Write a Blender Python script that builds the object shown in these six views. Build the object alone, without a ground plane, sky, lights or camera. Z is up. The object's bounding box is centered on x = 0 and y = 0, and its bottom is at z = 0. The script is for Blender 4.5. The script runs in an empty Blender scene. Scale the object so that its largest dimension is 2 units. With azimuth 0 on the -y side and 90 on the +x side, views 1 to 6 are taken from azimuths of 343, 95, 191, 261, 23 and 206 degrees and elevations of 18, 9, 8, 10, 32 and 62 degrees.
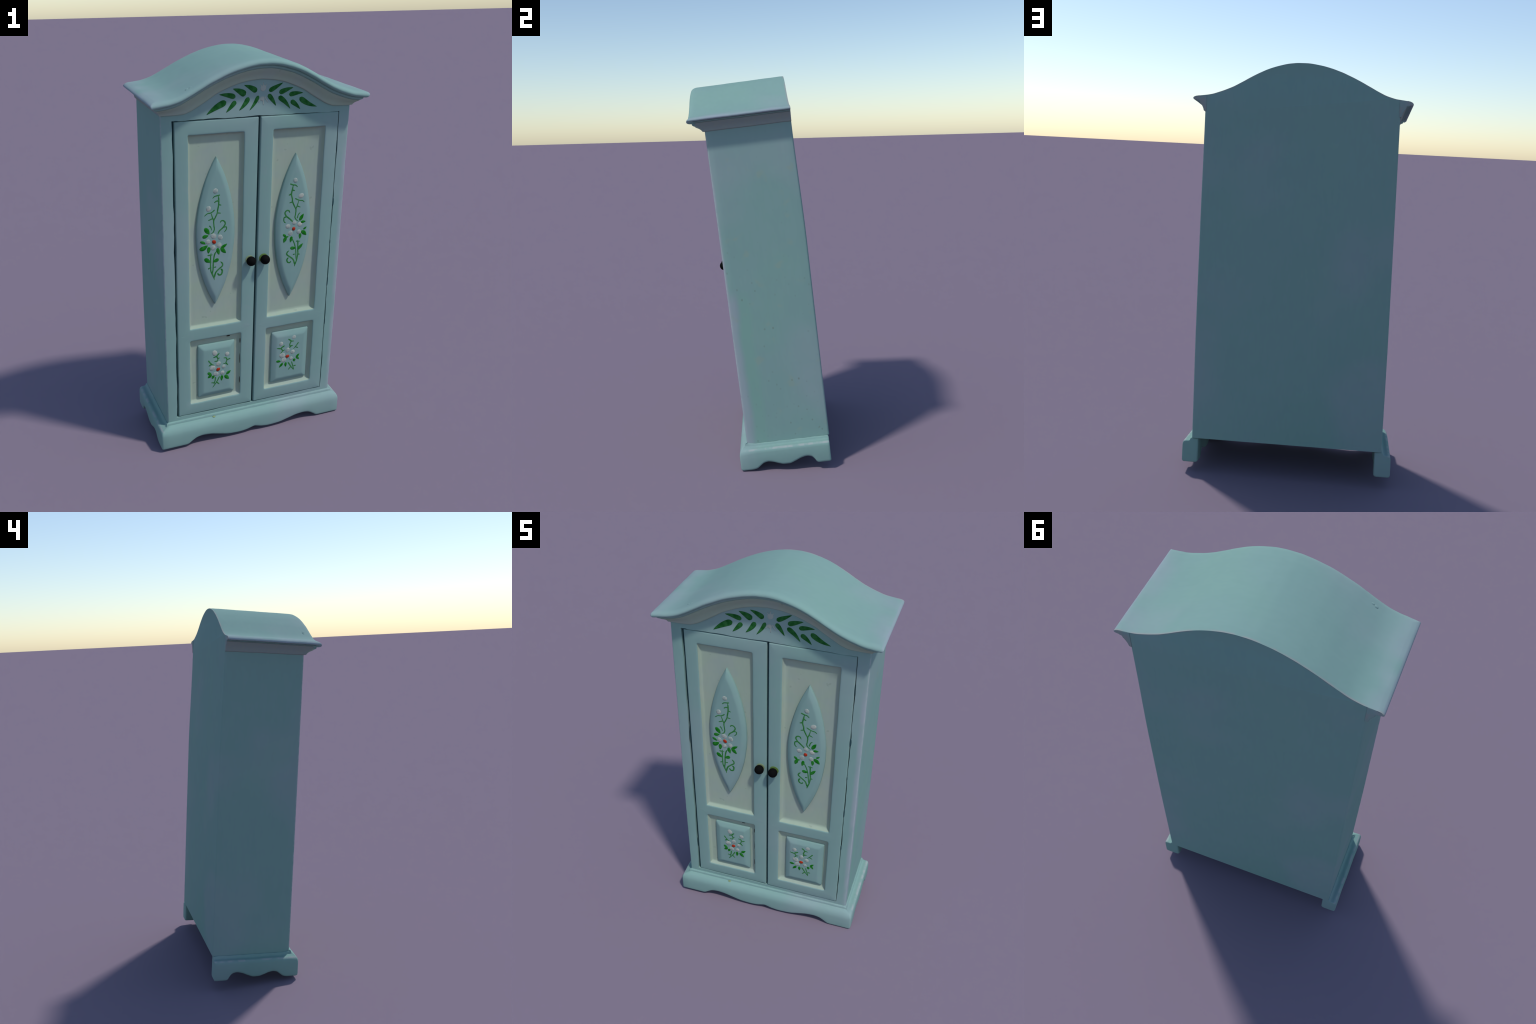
"""A small hand-painted two-door wardrobe, tilted slightly forward, built part by part.

All parts are modelled in the wardrobe's own upright frame (x to the right seen from the
front, front at -y, z up, feet on z = 0) and hang under one Empty that carries the lean.
"""
import math
import random
import bpy
import bmesh
from mathutils import Matrix, Vector

rng = random.Random(7)

# ------------------------------------------------------------------ main sizes (metres)
HALF_W = 0.4662           # half width of the carcase
FRONT, BACK = -0.2110, 0.2050
CARCASE_FOOT = 0.120      # underside of the carcase
DOOR_BOTTOM, DOOR_TOP = 0.152, 1.686
DOOR_OUT = 0.409          # outer edge of each door opening
POCKET = -0.178           # depth of the opening behind the doors
PANEL_FLOOR = -0.1865

# ------------------------------------------------------------------ small helpers


def smooth_curve(knots):
    """Monotone cubic through (x, value) knots."""
    xs = [k[0] for k in knots]
    ys = [k[1] for k in knots]
    n = len(xs)
    d = [(ys[i + 1] - ys[i]) / (xs[i + 1] - xs[i]) for i in range(n - 1)]
    m = [d[0]] + [0.0 if d[i - 1] * d[i] <= 0 else 2 * d[i - 1] * d[i] / (d[i - 1] + d[i]) for i in range(1, n - 1)] + [d[-1]]

    def f(x):
        x = min(max(x, xs[0]), xs[-1])
        i = 0
        while i < n - 2 and x > xs[i + 1]:
            i += 1
        h = xs[i + 1] - xs[i]
        t = (x - xs[i]) / h
        return ((2 * t**3 - 3 * t**2 + 1) * ys[i] + (t**3 - 2 * t**2 + t) * h * m[i]
                + (3 * t**2 - 2 * t**3) * ys[i + 1] + (t**3 - t**2) * h * m[i + 1])
    return f


def wobble(x, scale, seed):
    """Slow smooth irregularity in -1..1 for hand-made edges."""
    return (math.sin(x * scale + seed * 1.7) + 0.6 * math.sin(x * scale * 2.3 + seed * 4.1)
            + 0.4 * math.sin(x * scale * 4.9 + seed * 2.3)) / 2.0


def make_object(name, bm, material, parent, smooth_angle=40, kind=None):
    bmesh.ops.remove_doubles(bm, verts=bm.verts, dist=1e-5)
    bmesh.ops.dissolve_degenerate(bm, edges=bm.edges, dist=1e-6)
    bmesh.ops.recalc_face_normals(bm, faces=bm.faces)
    mesh = bpy.data.meshes.new(name)
    bm.to_mesh(mesh)
    bm.free()
    mesh.materials.append(material)
    mesh.shade_smooth()
    if smooth_angle < 180:
        mesh.set_sharp_from_angle(angle=math.radians(smooth_angle))
    obj = bpy.data.objects.new(name, mesh)
    bpy.context.scene.collection.objects.link(obj)
    obj.parent = parent
    if kind:
        obj["kind"] = kind
    return obj


def bridge(bm, ring_a, ring_b, closed=True):
    n = len(ring_a)
    for i in range(n if closed else n - 1):
        j = (i + 1) % n
        quad = []
        for v in (ring_a[i], ring_a[j], ring_b[j], ring_b[i]):
            if v not in quad:
                quad.append(v)
        if len(quad) > 2:
            try:
                bm.faces.new(quad)
            except ValueError:
                pass


def loft(bm, rings, cap_first=False, cap_last=False, closed=True):
    layers = [[bm.verts.new(p) for p in ring] for ring in rings]
    for a, b in zip(layers, layers[1:]):
        bridge(bm, a, b, closed)
    if cap_first:
        bm.faces.new(layers[0])
    if cap_last:
        bm.faces.new(layers[-1])
    return layers


def rect_ring(x0, x1, z0, z1, y, radii=0.0, per_side=14, per_corner=4, wave=0.0, seed=0.0):
    """Rounded rectangle in the plane y; radii per corner (bl, br, tr, tl)."""
    if not isinstance(radii, tuple):
        radii = (radii,) * 4
    corners = [(x0, z0, 180), (x1, z0, 270), (x1, z1, 0), (x0, z1, 90)]
    pts = []
    for k, (cx, cz, a0) in enumerate(corners):
        r = radii[k]
        ox = cx + (r if cx == x0 else -r)
        oz = cz + (r if cz == z0 else -r)
        for i in range(per_corner + 1):
            a = math.radians(a0 + 90 * i / per_corner)
            pts.append([ox + r * math.cos(a), oz + r * math.sin(a)])
        nx, nz, na = corners[(k + 1) % 4]
        rn = radii[(k + 1) % 4]
        a = math.radians(na)
        end = [nx + (rn if nx == x0 else -rn) + rn * math.cos(a), nz + (rn if nz == z0 else -rn) + rn * math.sin(a)]
        start = pts[-1]
        for i in range(1, per_side):
            t = i / per_side
            pts.append([start[0] + (end[0] - start[0]) * t, start[1] + (end[1] - start[1]) * t])
    cx, cz = (x0 + x1) / 2, (z0 + z1) / 2
    out = []
    for px, pz in pts:
        if wave:
            px += wave * wobble(pz - cz + 3 * (px > cx), 21, seed)
            pz += wave * wobble(px - cx + 5 * (pz > cz), 27, seed + 2)
        out.append((px, y, pz))
    return out


# ------------------------------------------------------------------ materials


class Nodes:
    def __init__(self, name):
        self.mat = bpy.data.materials.new(name)
        self.mat.use_nodes = True
        self.tree = self.mat.node_tree
        self.tree.nodes.clear()
        self.out = self.add("ShaderNodeOutputMaterial")
        self.bsdf = self.add("ShaderNodeBsdfPrincipled")
        self.link(self.bsdf.outputs[0], self.out.inputs[0])
        self.coord = self.add("ShaderNodeTexCoord").outputs["Object"]

    def add(self, kind, **props):
        n = self.tree.nodes.new(kind)
        for k, v in props.items():
            setattr(n, k, v)
        return n

    def link(self, a, b):
        self.tree.links.new(a, b)

    def noise(self, scale, detail=2.0, stretch=(1, 1, 1), rough=0.5, shift=0.0):
        mp = self.add("ShaderNodeMapping")
        mp.inputs["Scale"].default_value = stretch
        mp.inputs["Location"].default_value = (shift, shift * 0.7, shift * 1.3)
        self.link(self.coord, mp.inputs[0])
        t = self.add("ShaderNodeTexNoise")
        t.inputs["Scale"].default_value = scale
        t.inputs["Detail"].default_value = detail
        t.inputs["Roughness"].default_value = rough
        self.link(mp.outputs[0], t.inputs["Vector"])
        return t.outputs["Fac"]

    def ramp(self, fac, lo, hi, a=0.0, b=1.0):
        m = self.add("ShaderNodeMapRange", interpolation_type="SMOOTHSTEP")
        for i, v in zip((1, 2, 3, 4), (lo, hi, a, b)):
            m.inputs[i].default_value = v
        self.link(fac, m.inputs[0])
        return m.outputs[0]

    def math(self, op, a, b=None):
        m = self.add("ShaderNodeMath", operation=op)
        for i, v in enumerate((a, b)):
            if v is None:
                continue
            if isinstance(v, (int, float)):
                m.inputs[i].default_value = v
            else:
                self.link(v, m.inputs[i])
        return m.outputs[0]

    def mix(self, fac, a, b, blend="MIX"):
        m = self.add("ShaderNodeMix", data_type="RGBA", blend_type=blend)
        if isinstance(fac, (int, float)):
            m.inputs[0].default_value = fac
        else:
            self.link(fac, m.inputs[0])
        for i, v in ((6, a), (7, b)):
            if isinstance(v, tuple):
                m.inputs[i].default_value = (*v, 1)
            else:
                self.link(v, m.inputs[i])
        return m.outputs[2]

    def xyz(self):
        s = self.add("ShaderNodeSeparateXYZ")
        self.link(self.coord, s.inputs[0])
        return s.outputs

    def finish(self, color, rough=0.8, spec=0.08, bump=None, bump_strength=0.1, bump_distance=0.002):
        if isinstance(color, tuple):
            self.bsdf.inputs["Base Color"].default_value = (*color, 1)
        else:
            self.link(color, self.bsdf.inputs["Base Color"])
        self.bsdf.inputs["Roughness"].default_value = rough
        self.bsdf.inputs["Specular IOR Level"].default_value = spec
        if bump is not None:
            b = self.add("ShaderNodeBump")
            b.inputs["Strength"].default_value = bump_strength
            b.inputs["Distance"].default_value = bump_distance
            self.link(bump, b.inputs["Height"])
            self.link(b.outputs[0], self.bsdf.inputs["Normal"])
        return self.mat


TEAL = (0.210, 0.345, 0.318)
LAVENDER = (0.285, 0.345, 0.368)
GREEN_TEAL = (0.208, 0.362, 0.308)
CREAM = (0.318, 0.400, 0.318)


def painted_teal(name, extra=None, streak=(1, 1, 0.25)):
    """Satin teal paint with slow drifts toward lavender and sea green, faint brush streaks."""
    n = Nodes(name)
    col = n.mix(n.ramp(n.noise(2.3, 1.0, shift=1.3), 0.47, 0.72, 0, 0.48), TEAL, LAVENDER)
    col = n.mix(n.ramp(n.noise(2.9, 1.0, shift=5.1), 0.50, 0.74, 0, 0.42), col, GREEN_TEAL)
    fine = n.noise(55, 3.0, stretch=streak, shift=2.0)
    col = n.mix(n.ramp(fine, 0.3, 0.7, 0, 0.10), col, (0.26, 0.40, 0.385))
    col = n.mix(n.ramp(n.noise(9, 2.0, shift=8.0), 0.35, 0.7, 0, 0.10), col, (0.175, 0.31, 0.29))
    if extra:
        col = extra(n, col)
    return n.finish(col, rough=0.85, spec=0.06, bump=fine, bump_strength=0.08)


def carcase_marks(n, col):
    x, y, z = n.xyz()
    right = n.ramp(x, HALF_W - 0.008, HALF_W - 0.0025)
    # lavender wash down the front of the right side, sea green next to it
    low = n.math("MULTIPLY", n.ramp(z, 0.95, 0.85), right)
    drift = n.math("MULTIPLY", n.noise(4.0, 1.0, shift=3.0), 0.05)
    band = n.math("ADD", y, drift)
    col = n.mix(n.math("MULTIPLY", low, n.ramp(band, -0.125, -0.165, 0, 0.55)), col, (0.315, 0.335, 0.395))
    strip = n.math("MULTIPLY", n.ramp(band, -0.15, -0.125), n.ramp(band, -0.06, -0.10))
    col = n.mix(n.math("MULTIPLY", n.math("MULTIPLY", low, strip), 0.40), col, (0.195, 0.385, 0.300))
    # brown specks, mostly low on the right side
    mp = n.add("ShaderNodeMapping")
    mp.inputs["Scale"].default_value = (30, 30, 24)
    n.link(n.coord, mp.inputs[0])
    v = n.add("ShaderNodeTexVoronoi", feature="F1")
    v.inputs["Scale"].default_value = 1.0
    n.link(mp.outputs[0], v.inputs["Vector"])
    sep = n.add("ShaderNodeSeparateColor")
    n.link(v.outputs["Color"], sep.inputs[0])
    few = n.math("GREATER_THAN", sep.outputs[0], 0.62)
    dot = n.math("MULTIPLY", n.ramp(v.outputs["Distance"], 0.20, 0.06), few)
    cluster = n.ramp(n.noise(5.0, 1.0, shift=4.4), 0.44, 0.60, 0.25, 1.0)
    where = n.math("MULTIPLY", n.math("MULTIPLY", right, n.ramp(z, 1.35, 0.75, 0.12, 1.0)), cluster)
    col = n.mix(n.math("MULTIPLY", n.math("MULTIPLY", dot, where), 0.42), col, (0.125, 0.15, 0.105))
    stain = n.math("MULTIPLY", n.math("MULTIPLY", right, n.ramp(n.noise(13, 2.0, shift=9.0), 0.62, 0.74)), 0.35)
    col = n.mix(stain, col, (0.27, 0.345, 0.26))
    # lavender-white band on the right stile; both front arrises rubbed pale
    ax = n.math("ABSOLUTE", x)
    stile = n.math("MULTIPLY", n.ramp(x, HALF_W - 0.030, HALF_W - 0.010), n.math("MULTIPLY", n.ramp(z, 1.60, 1.40), n.ramp(y, -0.195, -0.2065)))
    col = n.mix(n.math("MULTIPLY", stile, n.ramp(n.noise(6, 2.0, shift=1.1), 0.35, 0.65, 0.25, 0.75)), col, (0.325, 0.360, 0.405))
    edge = n.math("MULTIPLY", n.ramp(ax, HALF_W - 0.0055, HALF_W - 0.002), n.ramp(y, FRONT + 0.0095, FRONT + 0.0045))
    worn = n.math("MULTIPLY", edge, n.ramp(n.noise(30, 3.0, shift=6.0), 0.36, 0.58, 0.1, 0.65))
    return n.mix(worn, col, (0.36, 0.41, 0.425))


def door_marks(n, col):
    """Doors: darker, greyer teal with faint pale mottling."""
    col = n.mix(0.35, col, (0.190, 0.295, 0.280))
    return n.mix(n.ramp(n.noise(16, 3.0, shift=11.0), 0.58, 0.74, 0, 0.22), col, (0.245, 0.315, 0.325))


def plinth_marks(n, col):
    """Ledge edges of the plinth rubbed pale in places."""
    x, y, z = n.xyz()
    rim = n.math("MULTIPLY", n.ramp(n.math("ABSOLUTE", x), 0.488, 0.4995), n.math("MULTIPLY", n.ramp(z, 0.0955, 0.0985), n.ramp(z, 0.1055, 0.1035)))
    worn = n.math("MULTIPLY", rim, n.ramp(n.noise(24, 3.0, shift=4.0), 0.40, 0.58, 0.1, 0.75))
    return n.mix(worn, col, (0.345, 0.385, 0.385))


def roof_marks(n, col):
    """Lavender rub toward the corners and a pale worn line along the back rim."""
    x, y, z = n.xyz()
    patch = n.math("MULTIPLY", n.ramp(n.math("ABSOLUTE", x), 0.40, 0.52), n.ramp(n.noise(5, 1.0, shift=2.0), 0.40, 0.62, 0.0, 0.42))
    col = n.mix(patch, col, (0.315, 0.355, 0.405))
    ends = n.math("MULTIPLY", n.ramp(n.math("ABSOLUTE", x), 0.513, 0.522), n.ramp(n.noise(8, 2.0, shift=3.0), 0.30, 0.60, 0.25, 0.60))
    col = n.mix(ends, col, (0.290, 0.325, 0.385))
    rim = n.math("MULTIPLY", n.ramp(y, BACK - 0.010, BACK - 0.003), n.ramp(n.noise(20, 3.0, shift=5.0), 0.36, 0.56, 0.1, 0.8))
    return n.mix(rim, col, (0.30, 0.32, 0.315))


def cream_marks():
    n = Nodes("cream_paint")
    col = n.mix(n.ramp(n.noise(7, 2.0, shift=2.2), 0.42, 0.66, 0, 0.5), CREAM, (0.305, 0.370, 0.350))
    col = n.mix(n.ramp(n.noise(10, 2.0, shift=7.2), 0.50, 0.70, 0, 0.4), col, (0.345, 0.390, 0.325))
    fine = n.noise(60, 3.0, stretch=(1, 1, 0.3), shift=1.0)
    col = n.mix(n.ramp(fine, 0.3, 0.75, 0, 0.12), col, (0.40, 0.47, 0.39))
    speck = n.ramp(n.noise(38, 1.0, shift=3.3), 0.735, 0.78, 0, 0.5)
    col = n.mix(speck, col, (0.24, 0.31, 0.25))
    return n.finish(col, rough=0.85, spec=0.06, bump=fine, bump_strength=0.08)


def leaf_green(name, dark, light):
    n = Nodes(name)
    col = n.mix(n.ramp(n.noise(45, 2.0, shift=1.0), 0.35, 0.65), dark, light)
    return n.finish(col, rough=0.8, spec=0.06)


def plain(name, color, rough, spec, speck=None):
    n = Nodes(name)
    col = n.mix(n.ramp(n.noise(80, 2.0), 0.35, 0.7, 0, 0.3), color, speck or tuple(c * 0.85 for c in color))
    return n.finish(col, rough=rough, spec=spec)


def petal_paint():
    """Creamy white dabs that let the teal ground through here and there."""
    n = Nodes("petal_white")
    col = n.mix(n.ramp(n.noise(75, 1.0, shift=3.0), 0.38, 0.64, 0, 0.75), (0.375, 0.400, 0.355), (0.225, 0.305, 0.285))
    return n.finish(col, rough=0.6, spec=0.12)


MAT_CARCASE = painted_teal("teal_paint_carcase", carcase_marks)
MAT_TEAL = painted_teal("teal_paint")
MAT_DOOR = painted_teal("teal_paint_door", door_marks)
MAT_ROOF = painted_teal("teal_paint_roof", roof_marks, streak=(0.3, 1, 1))
MAT_PLINTH = painted_teal("teal_paint_plinth", plinth_marks, streak=(0.3, 1, 1))
MAT_CREAM = cream_marks()
MAT_MAUVE = plain("mauve_cream_paint", (0.245, 0.294, 0.288), 0.8, 0.06, (0.285, 0.325, 0.265))
MAT_GAP = plain("dark_gap", (0.03, 0.07, 0.08), 0.8, 0.06)
MAT_LEAF = leaf_green("leaf_green", (0.006, 0.140, 0.006), (0.024, 0.185, 0.026))
MAT_STEM = leaf_green("stem_green", (0.022, 0.155, 0.030), (0.050, 0.195, 0.060))
MAT_BOUGH = leaf_green("bough_green", (0.010, 0.092, 0.016), (0.028, 0.140, 0.036))  # green darkened to bake in the shade below the cornice
MAT_PETAL = petal_paint()
MAT_PALE = plain("faded_petal_white", (0.350, 0.400, 0.360), 0.8, 0.06)
MAT_RED = plain("flower_red", (0.33, 0.022, 0.003), 0.35, 0.25)
MAT_KNOB = plain("knob_black", (0.0035, 0.0035, 0.0035), 0.8, 0.06)
MAT_OLIVE = plain("knob_base_olive", (0.12, 0.21, 0.055), 0.8, 0.06)
MAT_PALE_OLIVE = plain("knob_base_pale_olive", (0.245, 0.315, 0.165), 0.8, 0.06)
MAT_CHIP = plain("paint_chip_brown", (0.035, 0.03, 0.025), 0.8, 0.06)
MAT_SPOT = plain("paint_spot_ochre", (0.26, 0.33, 0.16), 0.8, 0.06)

# ------------------------------------------------------------------ root with the lean
root = bpy.data.objects.new("painted_wardrobe", None)
bpy.context.scene.collection.objects.link(root)
root.empty_display_size = 0.3
AX = Vector((0.99545801, 0.09431442, -0.01296701))
AY = Vector((-0.09264246, 0.99103966, 0.09621726))
AZ = Vector((0.0219255, -0.09457894, 0.99527589))
lean = Matrix((AX, AY, AZ)).transposed().to_4x4()
lean.translation = (-0.0322, 0.1213, 0.0342)
root.matrix_world = lean
root["label"] = "small pale teal wardrobe with painted flower doors"
root["category"] = "wardrobe"

# ------------------------------------------------------------------ the bonnet curve
roof_curve = smooth_curve([(-0.54, 1.7815), (-0.515, 1.7885), (-0.483, 1.7945), (-0.447, 1.7990), (-0.416, 1.8065), (-0.393, 1.8145), (-0.356, 1.8325), (-0.31, 1.857),
                           (-0.264, 1.8815), (-0.218, 1.9025), (-0.177, 1.9195), (-0.117, 1.9385), (-0.068, 1.9495), (-0.02, 1.9555), (0.018, 1.9560),
                           (0.058, 1.9525), (0.097, 1.9450), (0.145, 1.9315), (0.19, 1.9135), (0.236, 1.8905), (0.287, 1.8610), (0.337, 1.8345), (0.385, 1.8150),
                           (0.45, 1.7955), (0.497, 1.7890), (0.54, 1.7845)])
cove_foot = smooth_curve([(0, 1.853), (0.06, 1.848), (0.11, 1.838), (0.16, 1.821), (0.21, 1.799), (0.255, 1.771),
                          (0.3, 1.745), (0.34, 1.724), (0.375, 1.715), (0.53, 1.714)])


def top_z(x, y=0.2):
    """Roof height; the board dips a little toward the front, less at the right end."""
    dip = 0.0045 * min(1.0, max(0.1, (0.53 - x) / 0.30))
    return roof_curve(x) - dip * (0.2 - y) / 0.48


def foot_z(x):
    return cove_foot(abs(x - 0.003))


# ------------------------------------------------------------------ carcase


def back_swell(z):
    """The lower back stands out up to a centimetre."""
    t = min(1.0, max(0.0, (1.74 - z) / 0.62))
    return 0.0098 * t * t * (3 - 2 * t)


def build_carcase():
    bm = bmesh.new()
    r = 0.0055
    n_arc = 70
    xs = [-HALF_W + 2 * HALF_W * i / n_arc for i in range(n_arc + 1)]
    side_n = 40

    def outline(shrink, y):
        k = (HALF_W - shrink) / HALF_W
        soft = 2.1 * shrink if y < 0 else shrink
        pts = [(-(HALF_W - 0.0032) * k + (2 * HALF_W - 0.0077) * k * i / 30, y, CARCASE_FOOT) for i in range(30)]
        for s in (1, -1):
            col = []
            for i in range(side_n):
                t = i / side_n
                z = CARCASE_FOOT + (1.745 - CARCASE_FOOT) * t
                narrow = (0.0045 if s > 0 else 0.0032) * max(0.0, (0.62 - z) / 0.50)
                wear = -narrow + 0.0007 * wobble(z, 60, 3 + s) * (1 if y < -0.15 else 0.3)
                col.append((s * (HALF_W - (soft if s > 0 else shrink) + wear), y, z))
            if s == 1:
                pts += col
                pts += [(x * k, y, top_z(x, y) - 0.0035) for x in reversed(xs)][:-1]
            else:
                pts += [(-HALF_W * k, y, top_z(-HALF_W, y) - 0.0035)] + list(reversed(col))[:-1]
        if y > 0:
            pts = [(px, py + back_swell(pz) * y / BACK, pz) for px, py, pz in pts]
        return pts

    rb = 0.0095
    rings = [outline(rb, BACK)]
    for a in (18, 36, 54, 72, 90):
        t = math.radians(a)
        rings.append(outline(rb * (1 - math.sin(t)), BACK - rb * (1 - math.cos(t))))
    for k in range(1, 12):
        y = BACK - rb + (FRONT + r - BACK + rb) * k / 12
        rings.append(outline(0, y))
    for a in (0, 30, 60, 90):
        t = math.radians(a)
        rings.append(outline(r * (1 - math.cos(t)), FRONT + r - r * math.sin(t)))
    layers = loft(bm, rings)
    # back panel: rungs from side to side so that it can swell gently
    back = layers[0]
    total = len(back)

    def rung(i):
        return back[total - i if i else 0], back[30 + i]
    bm.faces.new(back[:31] + [rung(1)[1], rung(1)[0]])
    for i in range(1, side_n - 1):
        (l0, r0), (l1, r1) = rung(i), rung(i + 1)
        bm.faces.new((l0, r0, r1, l1))
    l0, r0 = rung(side_n - 1)
    bm.faces.new([l0, r0] + back[30 + side_n: 30 + side_n + n_arc + 1])
    outer = layers[-1]
    # opening for the doors with slightly uneven gap edges
    x0, x1 = -DOOR_OUT - 0.0045, DOOR_OUT + 0.0025
    hole = rect_ring(x0, x1, DOOR_BOTTOM - 0.002, DOOR_TOP + 0.004, FRONT, 0.002, 40, 2, 0.0026, 1.0)
    hole = [(x, y, z - (0.0035 * max(0.0, x / DOOR_OUT) if z > 1.5 else 0)) for x, y, z in hole]
    front_ring = [bm.verts.new(p) for p in hole]
    edges = [bm.edges.get((outer[i], outer[(i + 1) % len(outer)])) for i in range(len(outer))]
    edges = [e for e in edges if e]
    edges += [bm.edges.new((front_ring[i], front_ring[(i + 1) % len(front_ring)])) for i in range(len(front_ring))]
    bmesh.ops.triangle_fill(bm, edges=edges, use_beauty=True)
    deep = [bm.verts.new((x, POCKET, z)) for x, y, z in hole]
    bridge(bm, front_ring, deep)
    bm.faces.new(deep)
    return make_object("carcase", bm, MAT_CARCASE, root, 35)


carcase = build_carcase()

# near-black strips set back in the gaps round the doors
bm = bmesh.new()
for gx0, gx1, gz0, gz1 in ((-0.4175, -0.3980, DOOR_BOTTOM, DOOR_TOP), (-0.0040, 0.0135, DOOR_BOTTOM, DOOR_TOP), (0.3990, 0.4155, DOOR_BOTTOM, DOOR_TOP),
                           (-0.3970, -0.0050, DOOR_TOP - 0.006, DOOR_TOP + 0.008), (0.0145, 0.3980, DOOR_TOP - 0.006, DOOR_TOP + 0.008)):
    loft(bm, [rect_ring(gx0, gx1, gz0, gz1, y, 0.0, 1, 1) for y in (-0.1925, -0.1960)], True, True)
make_object("gap_dark_strips", bm, MAT_GAP, carcase)

# ------------------------------------------------------------------ roof: moulding swept round three sides


def moulding_path(half_w, front, back, n_side, n_front, chamfer):
    """Stations (x, y, dx, dy): base point on the carcase and outward direction."""
    st = []
    for i in range(n_side):
        y = back + (front - back) * (i / n_side) * 0.985
        st.append((-half_w, y, -1, 0))
    st += [(-half_w, front, -1, -chamfer), (-half_w, front, -(1 + chamfer) / 2 - 0.03, -(1 + chamfer) / 2 - 0.03), (-half_w, front, -chamfer, -1)]
    for i in range(1, n_front):
        st.append((-half_w + 2 * half_w * i / n_front, front, 0, -1))
    st += [(half_w, front, chamfer, -1), (half_w, front, (1 + chamfer) / 2 + 0.03, -(1 + chamfer) / 2 - 0.03), (half_w, front, 1, -chamfer)]
    for i in range(n_side - 1, -1, -1):
        y = back + (front - back) * (i / n_side) * 0.985
        st.append((half_w, y, 1, 0))
    return st


ROOF_BACK = BACK - 0.0004
roof_path = moulding_path(HALF_W, FRONT, ROOF_BACK, 24, 130, 0.9)
# (outward, drop below the roof surface in metres); the cove takes what is left down to its foot
LIP = [(0.0450, 0.0000), (0.0560, 0.0015), (0.0645, 0.0050), (0.0700, 0.0100), (0.0725, 0.0160), (0.0715, 0.0215), (0.0670, 0.0260), (0.0605, 0.0288), (0.0545, 0.0301), (0.0495, 0.0308)]
BAND = [(0.0490, 0.0310), (0.0502, 0.0335), (0.0494, 0.0372), (0.0465, 0.0410), (0.0420, 0.0440), (0.0380, 0.0455)]
COVE_TOP = 0.0455
COVE = [(0.0378, 0.00), (0.0392, 0.05), (0.0340, 0.20), (0.0260, 0.36), (0.0185, 0.54), (0.0130, 0.72), (0.0105, 0.84), (0.0095, 0.92), (0.0060, 0.97), (-0.0040, 1.00)]


def moulding_base(station, out):
    bx, by, dx, dy = station
    if out > 0.05 and dx:
        out *= 1.01 if dx > 0 else 0.98
    tuck = 0.84 if out > 0.0495 else 0.84 - 0.12 * min(1.0, (0.0495 - out) / 0.004)
    side = tuck if abs(dx) > abs(dy) else 1.0
    if dx and dy:
        x, y = bx + dx * out * tuck, by + dy * out
    else:
        x, y = bx + dx * out * side, by + dy * out
    if dy:
        y -= (0.0040 if x < 0 else 0.0022) * min(1, abs(x) / 0.4) * max(0.0, out) / 0.07
    return x, y


def drop_scale(station):
    """The moulding is a little shallower along the ends than along the front."""
    return 0.60 if abs(station[2]) > abs(station[3]) else 0.80 if abs(station[2]) == abs(station[3]) else 1.0


def lip_point(station, out, drop):
    x, y = moulding_base(station, out)
    if y > ROOF_BACK - 0.004:
        out = 0.985 * out
        x, y = moulding_base(station, out)
    return (x, y, top_z(x, y) - drop * drop_scale(station) + 0.0006 * wobble(x + y, 23, 0.0))


def cove_point(station, out, share):
    x, y = moulding_base(station, out)
    high = top_z(x, y) - COVE_TOP * drop_scale(station)
    return (x, y, high + (foot_z(x) - high) * share + 0.0006 * wobble(x + y, 23, 0.0))


def sweep_strip(profile, path, pt, close_to=None):
    bm = bmesh.new()
    prof = list(profile) + (close_to or [])
    rings = [[pt(s, o, w) for o, w in prof] for s in path]
    loft(bm, rings, True, True)
    return bm


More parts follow.
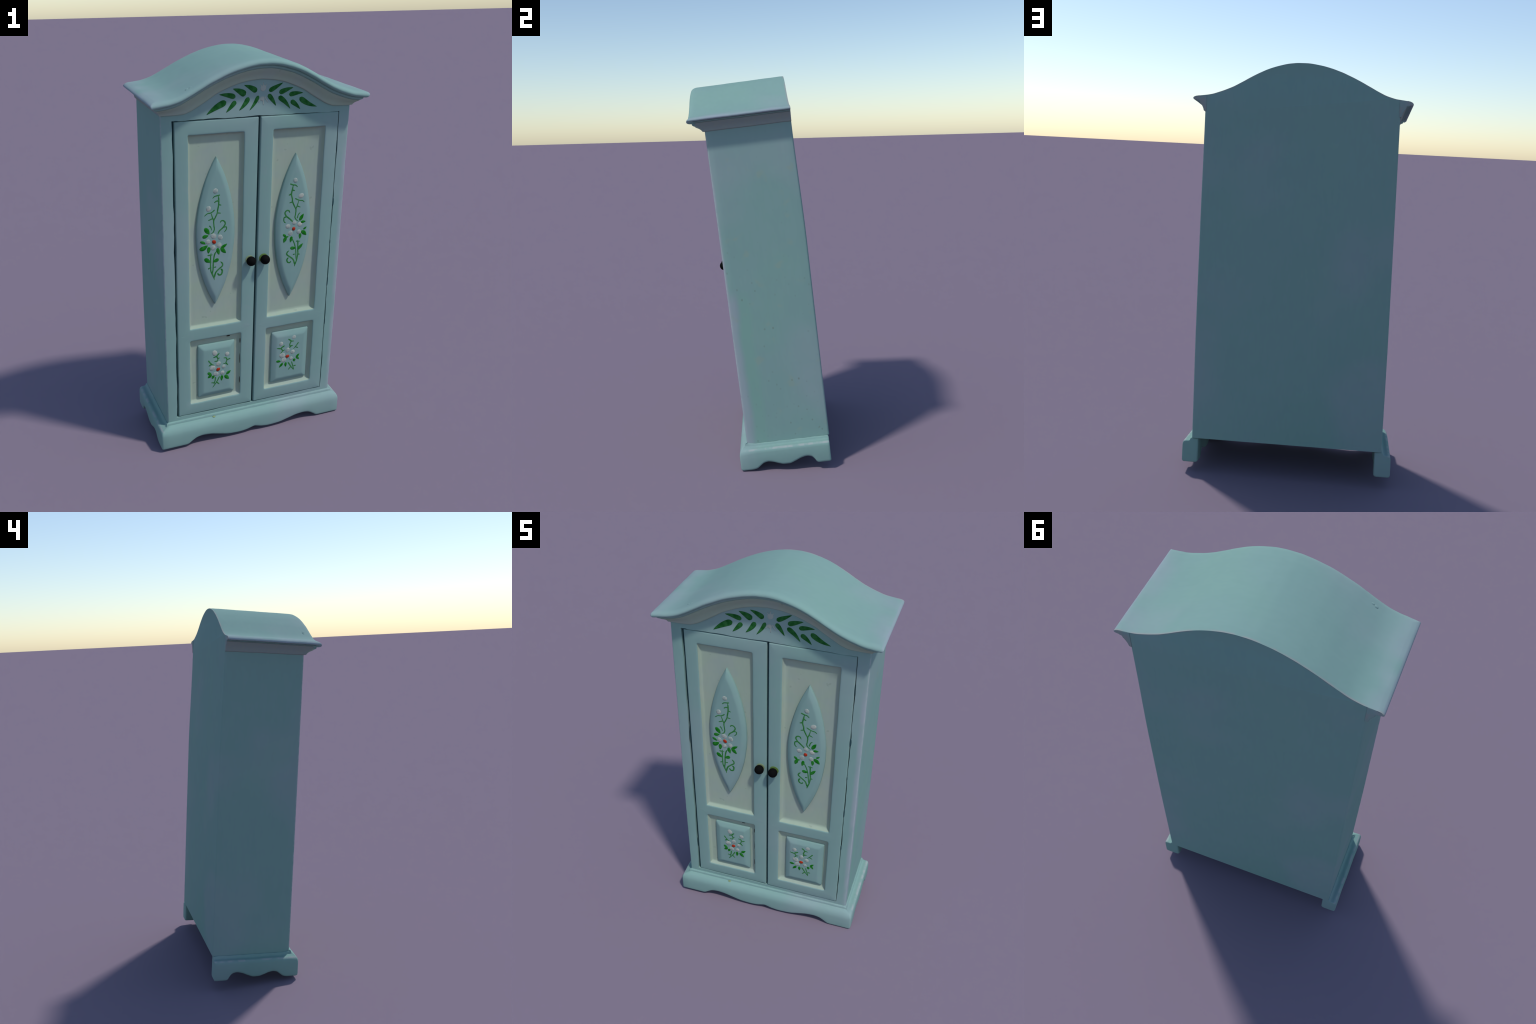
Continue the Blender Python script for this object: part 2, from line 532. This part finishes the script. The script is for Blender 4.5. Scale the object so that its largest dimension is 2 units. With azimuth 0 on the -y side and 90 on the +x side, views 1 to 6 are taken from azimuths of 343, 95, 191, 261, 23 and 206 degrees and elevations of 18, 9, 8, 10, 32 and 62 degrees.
def build_roof_slab():
    """Curved roof board with its rolled lip, and the flat back edge."""
    bm = bmesh.new()
    edge_rows = [[bm.verts.new(lip_point(s, o, w)) for s in roof_path] for o, w in LIP]
    for a, b in zip(edge_rows, edge_rows[1:]):
        bridge(bm, a, b, closed=False)
    # top surface: bridge left side to right side through a grid spanned by the front row
    top = edge_rows[0]
    n_side = 24
    left = top[: n_side + 3][:n_side]
    corner_l = top[n_side: n_side + 3]
    front = top[n_side + 3: len(top) - n_side - 3]
    corner_r = top[len(top) - n_side - 3: len(top) - n_side]
    right = list(reversed(top[len(top) - n_side:]))
    front_full = [corner_l[1], corner_l[2]] + front + [corner_r[0], corner_r[1]]
    rows = []
    for i in range(n_side):
        y = left[i].co.y
        row = [left[i]]
        for v in front_full[1:-1]:
            z = top_z(v.co.x, y) + 0.0005 * wobble(v.co.x * 2 + y * 3, 14, 2.0)
            ease = min(1.0, (ROOF_BACK - y) / 0.012)
            row.append(bm.verts.new((v.co.x, y, z - 0.0012 * (1 - ease) ** 2)))
        row.append(right[i])
        rows.append(row)
    for a, b in zip(rows, rows[1:]):
        bridge(bm, a, b, closed=False)
    last = rows[-1]
    bridge(bm, last, [corner_l[0]] + front_full[1:-1] + [corner_r[2]], closed=False)
    for c in (corner_l, corner_r):
        try:
            bm.faces.new(c)
        except ValueError:
            pass
    # back face: strip down from the top edge, and underside closing inwards
    inner = [bm.verts.new(lip_point(s, -0.02, 0.0310)) for s in roof_path]
    bridge(bm, edge_rows[-1], inner, closed=False)
    low = [bm.verts.new((v.co.x, v.co.y, v.co.z - 0.018)) for v in rows[0]]
    bridge(bm, rows[0], low, closed=False)
    for k, low_end in ((0, low[0]), (-1, low[-1])):
        ring = [r[k] for r in edge_rows] + [inner[k], low_end]
        try:
            bm.faces.new(ring)
        except ValueError:
            pass
    return make_object("roof", bm, MAT_ROOF, root, 50)


roof = build_roof_slab()
bm = sweep_strip(BAND, roof_path, lip_point, [(-0.02, 0.0455), (-0.02, 0.0312)])
make_object("roof_band", bm, MAT_TEAL, roof, 45)
front_part = [s for s in roof_path if abs(s[3]) >= abs(s[2])]
left_part = [s for s in roof_path if abs(s[2]) >= abs(s[3]) and s[0] < 0]
right_part = [s for s in roof_path if abs(s[2]) >= abs(s[3]) and s[0] > 0]
for part, mat in ((front_part, MAT_CREAM), (left_part, MAT_MAUVE), (right_part, MAT_MAUVE)):
    bm = sweep_strip(COVE, part, cove_point, [(-0.02, 1.0), (-0.02, 0.0)])
    make_object("cove_moulding", bm, mat, roof, 45)

# smooth end pieces closing the overhang behind
for end in (roof_path[0], roof_path[-1]):
    section = [lip_point(end, o, w) for o, w in LIP[2:8]]
    section += [lip_point(end, 0.046, 0.036), lip_point(end, 0.036, 0.0450)] + [cove_point(end, o - 0.002, w) for o, w in COVE[2:]]
    section += [cove_point(end, -0.006, 1.0), lip_point(end, -0.006, 0.004)]
    bm = bmesh.new()
    loft(bm, [[(x, y + d, z) for x, y, z in section] for d in (-0.012, 0.0001)] + [[(x - 0.0015 * (1 if x > 0 else -1), y + 0.0012, z + 0.0006) for x, y, z in section]], True, True)
    make_object("overhang_end", bm, MAT_ROOF, roof, 40)

# small chip of thick paint on the roof
bm = bmesh.new()
for dx, dy, r in ((-0.352, -0.238, 0.0080), (-0.338, -0.241, 0.0070)):
    mtx = Matrix.Translation((dx, dy, top_z(dx, dy) - 0.0002)) @ Matrix.Rotation(-0.42, 4, 'Y') @ Matrix.Diagonal((1.2, 0.8, 0.22, 1))
    bmesh.ops.create_icosphere(bm, subdivisions=3, radius=r, matrix=mtx)
make_object("paint_lump", bm, MAT_ROOF, roof, 180)

# ------------------------------------------------------------------ plinth
PLINTH_BACK = 0.2095
apron_front = smooth_curve([(0, 0.0215), (0.018, 0.0165), (0.045, 0.009), (0.085, 0.005), (0.14, 0.008), (0.2, 0.0215), (0.25, 0.0335), (0.29, 0.037),
                            (0.322, 0.032), (0.35, 0.0165), (0.372, 0.002), (0.384, 0.0), (0.52, 0.0)])
apron_side = smooth_curve([(-0.26, 0.0), (-0.195, 0.0), (-0.172, 0.004), (-0.152, 0.0175), (-0.132, 0.031), (-0.112, 0.0350), (-0.086, 0.030), (-0.06, 0.0205),
                           (-0.032, 0.0125), (-0.005, 0.012), (0.03, 0.0235), (0.06, 0.036), (0.087, 0.0415), (0.11, 0.037), (0.126, 0.0215), (0.137, 0.004), (0.147, 0.0), (0.21, 0.0)])
PLINTH_FRONT = [(-0.004, 0.1318), (0.003, 0.1316), (0.0070, 0.1305), (0.0090, 0.1270), (0.0092, 0.1220), (0.0100, 0.1178), (0.0150, 0.1165), (0.0215, 0.1135),
                (0.0290, 0.1070), (0.0350, 0.0975), (0.0395, 0.0865), (0.0418, 0.0740)]
PLINTH_SIDE = [(-0.004, 0.1195), (0.000, 0.1190), (0.0020, 0.1170), (0.0038, 0.1130), (0.0060, 0.1090), (0.0095, 0.1060), (0.0150, 0.1045), (0.0210, 0.1040),
               (0.0290, 0.1040), (0.0370, 0.1010), (0.0410, 0.0945), (0.0430, 0.0850)]


def plinth_ring(station):
    bx, by, dx, dy = station
    side = abs(dx) > abs(dy)
    w = 0.0 if side else 1.0
    if dx and dy:
        w = 0.55 if side else 0.62 if abs(dx) == abs(dy) else 0.80
    elif side:
        w = 0.5 * max(0.0, 1 - (by - FRONT) / 0.045)
    zb = apron_side(by) if not (dy and not dx) else apron_front(abs(bx - 0.004))
    if dx and dy:
        zb = 0.0
    pts = []
    for (of, zf), (os_, zs) in zip(PLINTH_FRONT, PLINTH_SIDE):
        o, z = of * w + os_ * (1 - w), zf * w + zs * (1 - w)
        pts.append((bx + dx * o, by + dy * o, z + 0.0007 * wobble(bx * 2 + by * 3 + o * 20, 25, 1.0)))
    edge = 0.0420 * w + 0.0435 * (1 - w)
    zb -= 0.004
    for o, z in ((edge, 0.060), (edge, zb + 0.012), (edge - 0.0015, zb + 0.005), (edge - 0.006, zb + 0.001), (edge - 0.012, zb), (-0.024, zb), (-0.031, zb + 0.002), (-0.036, zb + 0.008), (-0.036, 0.117)):
        pts.append((bx + dx * o, by + dy * o, max(z, zb)))
    return pts


plinth_path = []
for s in moulding_path(HALF_W, FRONT, PLINTH_BACK - 0.010, 74, 170, 0.80):
    plinth_path.append(s)
bm = bmesh.new()
rings = [plinth_ring(s) for s in plinth_path]


def end_cap(ring, shift):
    """Rounded back end of a foot: the section shrinks a little as it closes."""
    cx = sum(p[0] for p in ring) / len(ring)
    cz = 0.06
    return [[(cx + (x - cx) * k, y + d, cz + (z - cz) * (1 - (1 - k) * 0.6)) for x, y, z in ring]
            for d, k in ((shift, 0.78), (shift * 0.96, 0.86), (shift * 0.80, 0.93), (shift * 0.5, 0.975))]


loft(bm, end_cap(rings[0], 0.010) + rings + list(reversed(end_cap(rings[-1], 0.010))), True, True)
plinth = make_object("plinth", bm, MAT_PLINTH, root, 50)

bm = bmesh.new()
bmesh.ops.create_icosphere(bm, subdivisions=3, radius=0.0065, matrix=Matrix.Translation((-0.219, FRONT - 0.0145, 0.1180)) @ Matrix.Diagonal((1.2, 0.8, 0.6, 1)))
make_object("paint_spot", bm, MAT_SPOT, plinth, 180)

# ------------------------------------------------------------------ doors


class Lens:
    """Pointed-oval raised medallion: two arcs meeting above and below."""
    steps = [(0.0, PANEL_FLOOR + 0.001), (0.0005, -0.1945), (0.002, -0.1980), (0.0045, -0.2000), (0.0130, -0.2050), (0.0195, -0.2080), (0.0240, -0.2092), (0.030, -0.2097)]

    def __init__(self, cx, cz, hw, hh, lean_x):
        self.cx, self.cz, self.hw, self.hh, self.lean = cx, cz, hw, hh, lean_x

    def ring(self, inset, y, n=56, scale=1.0):
        hw, hh = (self.hw - inset) * scale, (self.hh - inset * 2.05) * scale
        pts = []
        for s in (1, -1):
            for i in range(n):
                t = -1 + 2 * i / n
                z = hh * t * s
                w = hw * (1 - t * t) ** 0.94
                pts.append((self.cx + self.lean * z + s * w + 0.0007 * wobble(z, 25, 3 + s), y, self.cz + z))
        return pts

    def depth(self, x, z):
        z -= self.cz
        x = abs(x - self.cx - self.lean * z)
        lo, hi = 0.0, self.hw
        for _ in range(22):
            d = (lo + hi) / 2
            hw, hh = self.hw - d, self.hh - 2.05 * d
            t = z / hh if hh > 0 else 9
            if abs(t) < 1 and x <= hw * (1 - t * t) ** 0.94:
                lo = d
            else:
                hi = d
        return lo

    def surface(self, x, z):
        return step_height(self.steps, self.depth(x, z))

    def mesh(self):
        bm = bmesh.new()
        rings = [self.ring(d, y) for d, y in self.steps]
        rings += [self.ring(0.03, -0.2097 - 0.0006 * (1 - k), scale=k) for k in (0.75, 0.5, 0.25)]
        loft(bm, rings, cap_last=True)
        return bm


class Block:
    """Square raised field with bevelled margins."""
    steps = [(0.0, PANEL_FLOOR + 0.001), (0.0005, -0.1930), (0.002, -0.1955), (0.005, -0.1975), (0.0180, -0.2035), (0.0245, -0.2062), (0.029, -0.2072), (0.034, -0.2075)]

    def __init__(self, x0, x1, z0, z1):
        self.x0, self.x1, self.z0, self.z1 = x0, x1, z0, z1

    def surface(self, x, z):
        d = min(x - self.x0, self.x1 - x, z - self.z0, self.z1 - z)
        return step_height(self.steps, max(0.0, d))

    def mesh(self):
        bm = bmesh.new()
        rings = [rect_ring(self.x0 + d, self.x1 - d, self.z0 + d, self.z1 - d, y, 0.007, 14, 4, 0.0008, 2.0) for d, y in self.steps]
        loft(bm, rings, cap_last=True)
        return bm


def step_height(steps, d):
    for (d0, y0), (d1, y1) in zip(steps, steps[1:]):
        if d <= d1:
            return y0 + (y1 - y0) * (d - d0) / (d1 - d0) if d1 > d0 else y1
    return steps[-1][1]


def door_half(bm, outer, opening, corner_r, face, split_top, split_bottom, seed):
    """Annulus of frame round one opening; the split edge is left square to meet its neighbour."""
    x0, x1, z0, z1 = outer

    def shrink(d, y, r):
        a = z0 if split_bottom else z0 + d
        b = z1 if split_top else z1 - d
        rr = (0 if split_bottom else r, 0 if split_bottom else r, 0 if split_top else r, 0 if split_top else r)
        return rect_ring(x0 + d, x1 - d, a, b, y, rr, 24, 4)

    rings = [shrink(0, POCKET - 0.006, 0.004), shrink(0, face + 0.006, 0.004), shrink(0.0008, face + 0.0030, 0.004),
             shrink(0.0025, face + 0.0008, 0.004), shrink(0.0055, face, 0.004)]
    a, b, c, d = opening
    for e, y in ((-0.010, face), (-0.005, face + 0.0003), (-0.0020, face + 0.0010), (-0.0003, face + 0.0024), (0.0, face + 0.0034), (0.001, face + 0.012)):
        rings.append(rect_ring(a + e, b - e, c + e, d - e, y, corner_r + max(0.0, -e), 24, 4, 0.0009, seed))
    loft(bm, rings)


def tray(opening, face, seed, corner_r):
    """Cream-painted recess: sloping coved sides and a flat floor."""
    a, b, c, d = opening
    bm = bmesh.new()
    rings = []
    for e, y in ((-0.0002, face + 0.0031), (0.0012, face + 0.0060), (0.0040, face + 0.0120), (0.0070, face + 0.0165), (0.0105, face + 0.0195),
                 (0.0145, PANEL_FLOOR), (0.0250, PANEL_FLOOR + 0.0003)):
        rings.append(rect_ring(a + e, b - e, c + e, d - e, y, corner_r, 24, 4, 0.0009, seed))
    loft(bm, rings, cap_last=True)
    return bm


def catmull(points, per=6):
    pts = [Vector(p) for p in points]
    if len(pts) == 2:
        return [pts[0].lerp(pts[1], i / per) for i in range(per + 1)]
    ext = [pts[0] * 2 - pts[1]] + pts + [pts[-1] * 2 - pts[-2]]
    out = []
    for i in range(1, len(ext) - 2):
        p0, p1, p2, p3 = ext[i - 1: i + 3]
        for k in range(per):
            t = k / per
            out.append(0.5 * ((2 * p1) + (p2 - p0) * t + (2 * p0 - 5 * p1 + 4 * p2 - p3) * t * t + (3 * p1 - p0 - 3 * p2 + p3) * t**3))
    out.append(pts[-1])
    return out


def brush_stroke(name, spine, width_at, lift, surface, material, parent):
    """Raised dab of paint that follows a spine (x, z) and lies on surface(x, z)."""
    bm = bmesh.new()
    rings = []
    n = len(spine)
    length = [0.0]
    for a, b in zip(spine, spine[1:]):
        length.append(length[-1] + (b - a).length)
    for i, p in enumerate(spine):
        t = length[i] / length[-1]
        tan = (spine[min(i + 1, n - 1)] - spine[max(i - 1, 0)]).normalized()
        nor = Vector((-tan.y, tan.x))
        w = max(width_at(t), 0.00015)
        ring = []
        for k in range(9):
            a = math.pi * k / 8
            q = p + nor * (w * math.cos(a))
            rise = lift * min(1.0, w / 0.0025) * math.sin(a)
            ring.append((q.x, surface(q.x, q.y) - rise - 0.0001, q.y))
        for k in (0.7, 0.0, -0.7):
            q = p - nor * (w * k)
            ring.append((q.x, surface(q.x, q.y) + 0.0012, q.y))
        rings.append(ring)
    loft(bm, rings, True, True)
    return make_object(name, bm, material, parent, 180)


def dab_leaf(name, base, tip, width, surface, material, parent, fat=0.46, lift=0.0016, bend=0.06, girth=1.08):
    a, b = Vector(base) / 1000, Vector(tip) / 1000
    d = b - a
    a, b, d = a - d * 0.05, b + d * 0.05, d * 1.1
    side = Vector((-d.y, d.x)) * bend * rng.uniform(-1, 1)
    spine = [a + d * t + side * math.sin(math.pi * t) for t in [i / 18 for i in range(19)]]
    half = width / 2000 * girth

    def profile(t):
        if t < fat:
            return half * math.sqrt(max(0.0, 1 - ((fat - t) / fat) ** 2.2))
        return half * max(0.0, 1 - ((t - fat) / (1 - fat)) ** 1.5) ** 0.85
    return brush_stroke(name, spine, profile, lift, surface, material, parent)


def stem(points, surface, parent, width=0.0041):
    spine = catmull([(x / 1000, z / 1000) for x, z in points])
    w0 = width * rng.uniform(0.85, 1.15)
    taper = 0.45 if len(points) < 5 else 0.15

    def profile(t):
        return w0 * (1 - taper * t) * min(1.0, 0.25 + 9 * t, 0.3 + 9 * (1 - t))
    return brush_stroke("stem", spine, profile, 0.0007, surface, MAT_STEM, parent)


def blob(name, x, z, r, height, surface, material, parent, sink=0.25):
    bm = bmesh.new()
    x, z, r = x / 1000, z / 1000, r / 1000
    y = surface(x, z)
    tilt = Matrix.Rotation(rng.uniform(0, 3.1), 4, "Y")
    m = Matrix.Translation((x, y + height * sink, z)) @ tilt @ Matrix.Diagonal((r * rng.uniform(0.98, 1.12), height, r * rng.uniform(0.88, 1.0), 1))
    bmesh.ops.create_icosphere(bm, subdivisions=3, radius=1.0, matrix=m)
    return make_object(name, bm, material, parent, 180)


def flower_motif(art, surface, parent):
    for pts in art["stems"]:
        stem(pts, surface, parent)
    for base, tip, w in art["leaves"]:
        dab_leaf("leaf", base, tip, w, surface, MAT_LEAF, parent)
    for x, z, r in art["petals"]:
        blob("petal", x, z, r * 1.10, 0.0038, surface, MAT_PETAL, parent)
    for x, z, r in art["buds"]:
        blob("bud", x, z, r * 1.03, 0.0036, surface, MAT_PETAL, parent)
    for x, z, r in art["faded"]:
        blob("bud", x, z, r * 0.92, 0.0020, surface, MAT_PALE, parent)
    x, z, r = art["heart"]
    blob("flower_heart", x, z, r * 1.0, 0.0065, surface, MAT_RED, parent)


# positions in millimetres on the door front, (x, z)
TALL_LEFT = dict(
    heart=(-218, 1102, 11.0),
    petals=[(-221, 1132, 13.6), (-187, 1122, 12.8), (-248, 1106, 12.0), (-192, 1082, 13.6), (-223, 1073, 12.8)],
    buds=[(-212, 1354, 12.8), (-246, 1271, 12.8)], faded=[],
    leaves=[((-264, 1176), (-242, 1144), 20.7), ((-275, 1132), (-247, 1138), 17.5), ((-285, 1109), (-261, 1096), 12.8), ((-287, 1069), (-251, 1088), 21.5),
            ((-245, 1078), (-247, 1047), 17.5), ((-200, 1067), (-192, 1034), 17.5), ((-182, 1068), (-153, 1084), 14.3), ((-182, 1068), (-158, 1039), 19.1),
            ((-264, 1021), (-237, 999), 19.1), ((-195, 1011), (-221, 1000), 18.3)],
    stems=[[(-198, 1332), (-196, 1315), (-196, 1287), (-201, 1259), (-203, 1245), (-212, 1225), (-220, 1209), (-219, 1186), (-217, 1165), (-224, 1150), (-237, 1144)],
           [(-189, 1333), (-200, 1331), (-216, 1328), (-226, 1319)], [(-197, 1305), (-208, 1304), (-218, 1297)], [(-195, 1286), (-182, 1282)],
           [(-201, 1246), (-184, 1243)], [(-220, 1209), (-226, 1225), (-233, 1247)], [(-214, 1263), (-233, 1250), (-250, 1248), (-267, 1236)],
           [(-226, 1221), (-248, 1212)], [(-242, 1187), (-234, 1177), (-229, 1160)],
           [(-200, 1137), (-191, 1155), (-172, 1171), (-162, 1189), (-170, 1203), (-182, 1204), (-189, 1194)], [(-175, 1171), (-157, 1171), (-157, 1158), (-168, 1145)],
           [(-232, 1048), (-235, 1032), (-235, 999), (-235, 974), (-232, 948), (-217, 912), (-217, 902)], [(-206, 1054), (-216, 1033), (-221, 997), (-222, 963), (-225, 939), (-218, 910)],
           [(-251, 1036), (-224, 1037)], [(-248, 965), (-235, 972)], [(-206, 971), (-221, 970)],
           [(-217, 912), (-209, 941), (-191, 959), (-175, 972), (-175, 985), (-185, 996)], [(-183, 958), (-175, 946), (-180, 928), (-193, 927), (-199, 938)]])
TALL_RIGHT = dict(
    heart=(198, 1118, 11.0),
    petals=[(200, 1150, 12.0), (230, 1137, 12.8), (167, 1134, 12.8), (227, 1098, 12.0), (181, 1097, 13.6)],
    buds=[(195, 1367, 12.8), (230, 1286, 13.6)], faded=[],
    leaves=[((229, 1159), (248, 1190), 17.5), ((236, 1148), (261, 1150), 12.8), ((252, 1110), (268, 1121), 9.6), ((241, 1100), (269, 1077), 19.1),
            ((234, 1089), (234, 1061), 14.3), ((188, 1078), (182, 1048), 15.9), ((142, 1094), (160, 1076), 12.0), ((158, 1078), (147, 1051), 17.5),
            ((158, 1078), (172, 1081), 8.0), ((185, 1018), (212, 1014), 17.5), ((228, 1005), (252, 1032), 15.1)],
    stems=[[(185, 1345), (181, 1322), (177, 1298), (183, 1276), (185, 1260), (197, 1234), (205, 1218), (204, 1193), (202, 1177), (211, 1163), (224, 1153)],
           [(167, 1352), (185, 1345), (197, 1343), (209, 1332)], [(181, 1320), (195, 1315)], [(177, 1300), (163, 1295)], [(185, 1259), (168, 1255)],
           [(205, 1221), (212, 1239), (218, 1263)], [(197, 1276), (220, 1264), (239, 1260), (250, 1251)], [(212, 1235), (230, 1227)], [(214, 1170), (220, 1190), (230, 1200)],
           [(196, 1149), (183, 1164), (165, 1180), (155, 1189), (147, 1206), (155, 1217), (167, 1216), (174, 1203)], [(156, 1186), (143, 1181), (144, 1162), (154, 1153)],
           [(190, 1070), (205, 1039), (214, 1007), (218, 972), (220, 947)], [(224, 1056), (225, 1040), (226, 1006), (228, 979), (222, 945), (214, 922), (213, 912)],
           [(213, 1050), (238, 1047)], [(201, 979), (213, 981)], [(228, 979), (239, 976)],
           [(214, 922), (204, 951), (186, 968), (167, 984), (169, 996), (179, 1004)], [(177, 967), (169, 956), (173, 942), (185, 938), (192, 946)]])
LOW_LEFT = dict(
    heart=(-192, 392, 11.0),
    petals=[(-190, 425, 12.4), (-223, 405, 15.3), (-162, 403, 10.5), (-204, 368, 13.4), (-169, 368, 11.5)],
    buds=[(-211, 492, 15.3), (-144, 474, 12.4)], faded=[],
    leaves=[((-248, 383), (-227, 365), 15.3), ((-229, 367), (-248, 353), 15.3), ((-217, 360), (-225, 343), 14.3), ((-171, 352), (-173, 322), 14.3),
            ((-146, 355), (-123, 371), 15.3), ((-154, 350), (-132, 325), 18.2)],
    stems=[[(-186, 487), (-199, 472), (-194, 455), (-196, 440)], [(-199, 472), (-219, 466)], [(-194, 457), (-184, 459)], [(-196, 442), (-213, 444)],
           [(-125, 445), (-144, 438), (-152, 421), (-165, 422)], [(-144, 440), (-149, 452), (-163, 454)], [(-150, 423), (-138, 407)],
           [(-246, 455), (-228, 430), (-213, 421)], [(-228, 430), (-243, 421)], [(-183, 350), (-200, 319), (-222, 289)], [(-206, 350), (-208, 330), (-215, 308)],
           [(-200, 319), (-185, 302)], [(-215, 318), (-229, 319)]])
LOW_RIGHT = dict(
    heart=(199, 390, 11.0),
    petals=[(199, 428, 12.4), (168, 401, 15.3), (229, 411, 11.5), (179, 371, 14.3), (221, 374, 10.5)],
    buds=[(159, 473, 12.4)], faded=[(233, 500, 12.4)],
    leaves=[((136, 369), (161, 365), 13.4), ((173, 353), (153, 331), 13.4), ((191, 354), (192, 328), 13.4), ((240, 367), (242, 350), 15.3),
            ((251, 377), (269, 393), 11.5), ((251, 377), (268, 359), 12.4)],
    stems=[[(200, 495), (216, 479), (210, 460), (213, 448), (210, 437)], [(216, 479), (234, 476)], [(213, 448), (229, 452)],
           [(262, 464), (247, 444), (232, 428)], [(245, 438), (261, 431)], [(181, 459), (162, 447), (169, 429), (157, 413)], [(162, 444), (135, 449)],
           [(169, 429), (183, 433)], [(204, 353), (222, 324), (241, 298)], [(225, 354), (235, 321), (241, 300)], [(222, 321), (207, 305)], [(238, 323), (253, 324)]])


def build_door(sign, x_in, x_out, face, lens, block, tall, low, halo, knob_x):
    x0, x1 = sorted((sign * x_in, sign * x_out))
    upper = (*sorted((sign * 0.0715, sign * 0.3405)), 0.648, 1.6205)
    lower = (*sorted((sign * 0.0685, sign * 0.3400)), 0.2135, 0.5815)
    mid = 0.6145
    bm = bmesh.new()
    top = DOOR_TOP - (0.001 if sign < 0 else 0.0005)
    door_half(bm, (x0, x1, mid, top), upper, 0.006, face, False, True, 1 + sign)
    door_half(bm, (x0, x1, DOOR_BOTTOM, mid), lower, 0.008, face, True, False, 3 + sign)
    door = make_object("door", bm, MAT_DOOR, root, 40)
    door.location.y = -0.0035 if sign < 0 else -0.0050
    make_object("recessed_panel", tray(upper, face, 1 + sign, 0.006), MAT_CREAM, door, 50)
    make_object("recessed_panel", tray(lower, face, 3 + sign, 0.008), MAT_CREAM, door, 50)
    make_object("medallion", lens.mesh(), MAT_DOOR, door, 50)
    make_object("raised_field", block.mesh(), MAT_DOOR, door, 50)
    flower_motif(tall, lens.surface, door)
    flower_motif(low, block.surface, door)
    # turned knob: ball on a short neck over a small painted rosette
    rosette = 0.0235 if sign > 0 else 0.0215
    spun = [("knob_rosette", halo, [(0.0, -0.0005), (rosette, -0.0005), (rosette - 0.001, 0.0010), (0.014, 0.0015), (0.0, 0.0016)], 0.0),
            ("knob", MAT_KNOB, [(0.0, 0.0), (0.011, 0.0), (0.0105, 0.006)] + [(0.0238 * math.sin(math.radians(a)), 0.0240 - 0.0235 * math.cos(math.radians(a))) for a in range(30, 181, 6)], 0.0)]
    for name, mat, prof, _ in spun:
        bm = bmesh.new()
        rings = []
        for r, h in prof:
            rings.append([(knob_x + r * math.cos(2 * math.pi * k / 40), face - h, 0.984 + r * math.sin(2 * math.pi * k / 40)) for k in range(40)])
        loft(bm, rings)
        make_object(name, bm, mat, door, 45)
    return door


left_door = build_door(-1, 0.002, 0.4040, -0.2065, Lens(-0.2050, 1.138, 0.0970, 0.374, 0.004), Block(-0.2970, -0.0990, 0.2370, 0.5430), TALL_LEFT, LOW_LEFT, MAT_PALE_OLIVE, -0.0325)
right_door = build_door(1, 0.0075, 0.4078, -0.2085, Lens(0.1985, 1.119, 0.0955, 0.378, 0.002), Block(0.1080, 0.3180, 0.2370, 0.5410), TALL_RIGHT, LOW_RIGHT, MAT_OLIVE, 0.0400)

# dark chips in the paint of the lower left recess
for x, z, w, h in ((-0.134, 0.5715, 0.010, 0.003), (-0.0715, 0.5350, 0.0018, 0.014), (-0.0705, 0.430, 0.0014, 0.030), (-0.0705, 0.300, 0.0018, 0.020)):
    bm = bmesh.new()
    y = -0.1950 if w > h else -0.2000
    bmesh.ops.create_icosphere(bm, subdivisions=3, radius=1.0, matrix=Matrix.Translation((x, y, z)) @ Matrix.Diagonal((w, 0.0025, h, 1)))
    make_object("paint_chip", bm, MAT_CHIP, left_door, 180)

# dark dashes in the gaps round the doors
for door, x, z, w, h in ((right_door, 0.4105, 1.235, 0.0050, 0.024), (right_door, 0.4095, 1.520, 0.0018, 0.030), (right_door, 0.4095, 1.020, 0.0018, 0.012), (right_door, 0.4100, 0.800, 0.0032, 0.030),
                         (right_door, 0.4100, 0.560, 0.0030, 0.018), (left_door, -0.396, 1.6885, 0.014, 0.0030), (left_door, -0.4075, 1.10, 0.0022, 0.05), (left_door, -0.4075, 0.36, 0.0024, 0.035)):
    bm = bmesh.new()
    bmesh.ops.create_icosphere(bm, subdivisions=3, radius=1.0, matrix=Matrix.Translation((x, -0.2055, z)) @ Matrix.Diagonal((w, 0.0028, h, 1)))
    make_object("gap_dark_mark", bm, MAT_GAP, door, 180)

# ------------------------------------------------------------------ painted bough on the pediment


def pediment_surface(x, z):
    return FRONT


BOUGH = [((-166, 1759), (-251, 1710), 33.5), ((-122, 1780), (-193, 1793), 26.8), ((-73, 1788), (-129, 1815), 33.5), ((-19, 1801), (-76, 1829), 29.0),
         ((-119, 1760), (-161, 1715), 24.6), ((-57, 1773), (-99, 1721), 25.7), ((-10, 1778), (-49, 1719), 20.1), ((45, 1800), (108, 1832), 24.6),
         ((96, 1789), (160, 1809), 26.8), ((146, 1777), (211, 1783), 24.6), ((201, 1760), (285, 1718), 29.0), ((41, 1782), (78, 1733), 24.6),
         ((93, 1769), (149, 1716), 26.8), ((155, 1748), (201, 1710), 25.7)]
for base, tip, w in BOUGH:
    dab_leaf("bough_leaf", base, tip, w, pediment_surface, MAT_BOUGH, carcase, fat=0.22, lift=0.0016, bend=0.07, girth=0.88)
for x, z, r, h in ((14, 1813, 15, 0.0036), (11, 1766, 11, 0.0028)):
    blob("bough_bud", x, z, r, h, pediment_surface, MAT_PALE, carcase)
for dx, dz in ((0, 44), (-14, 36), (15, 36), (-22, -44), (24, -46), (2, -58)):
    a = (14 + dx * 0.35, 1795 + dz * 0.45)
    b = (14 + dx, 1795 + dz)
    spine = catmull([(a[0] / 1000, a[1] / 1000), (b[0] / 1000, b[1] / 1000)])
    brush_stroke("bough_ray", spine, lambda t: 0.0036 * (1 - 0.6 * t), 0.0010, pediment_surface, MAT_PALE, carcase)
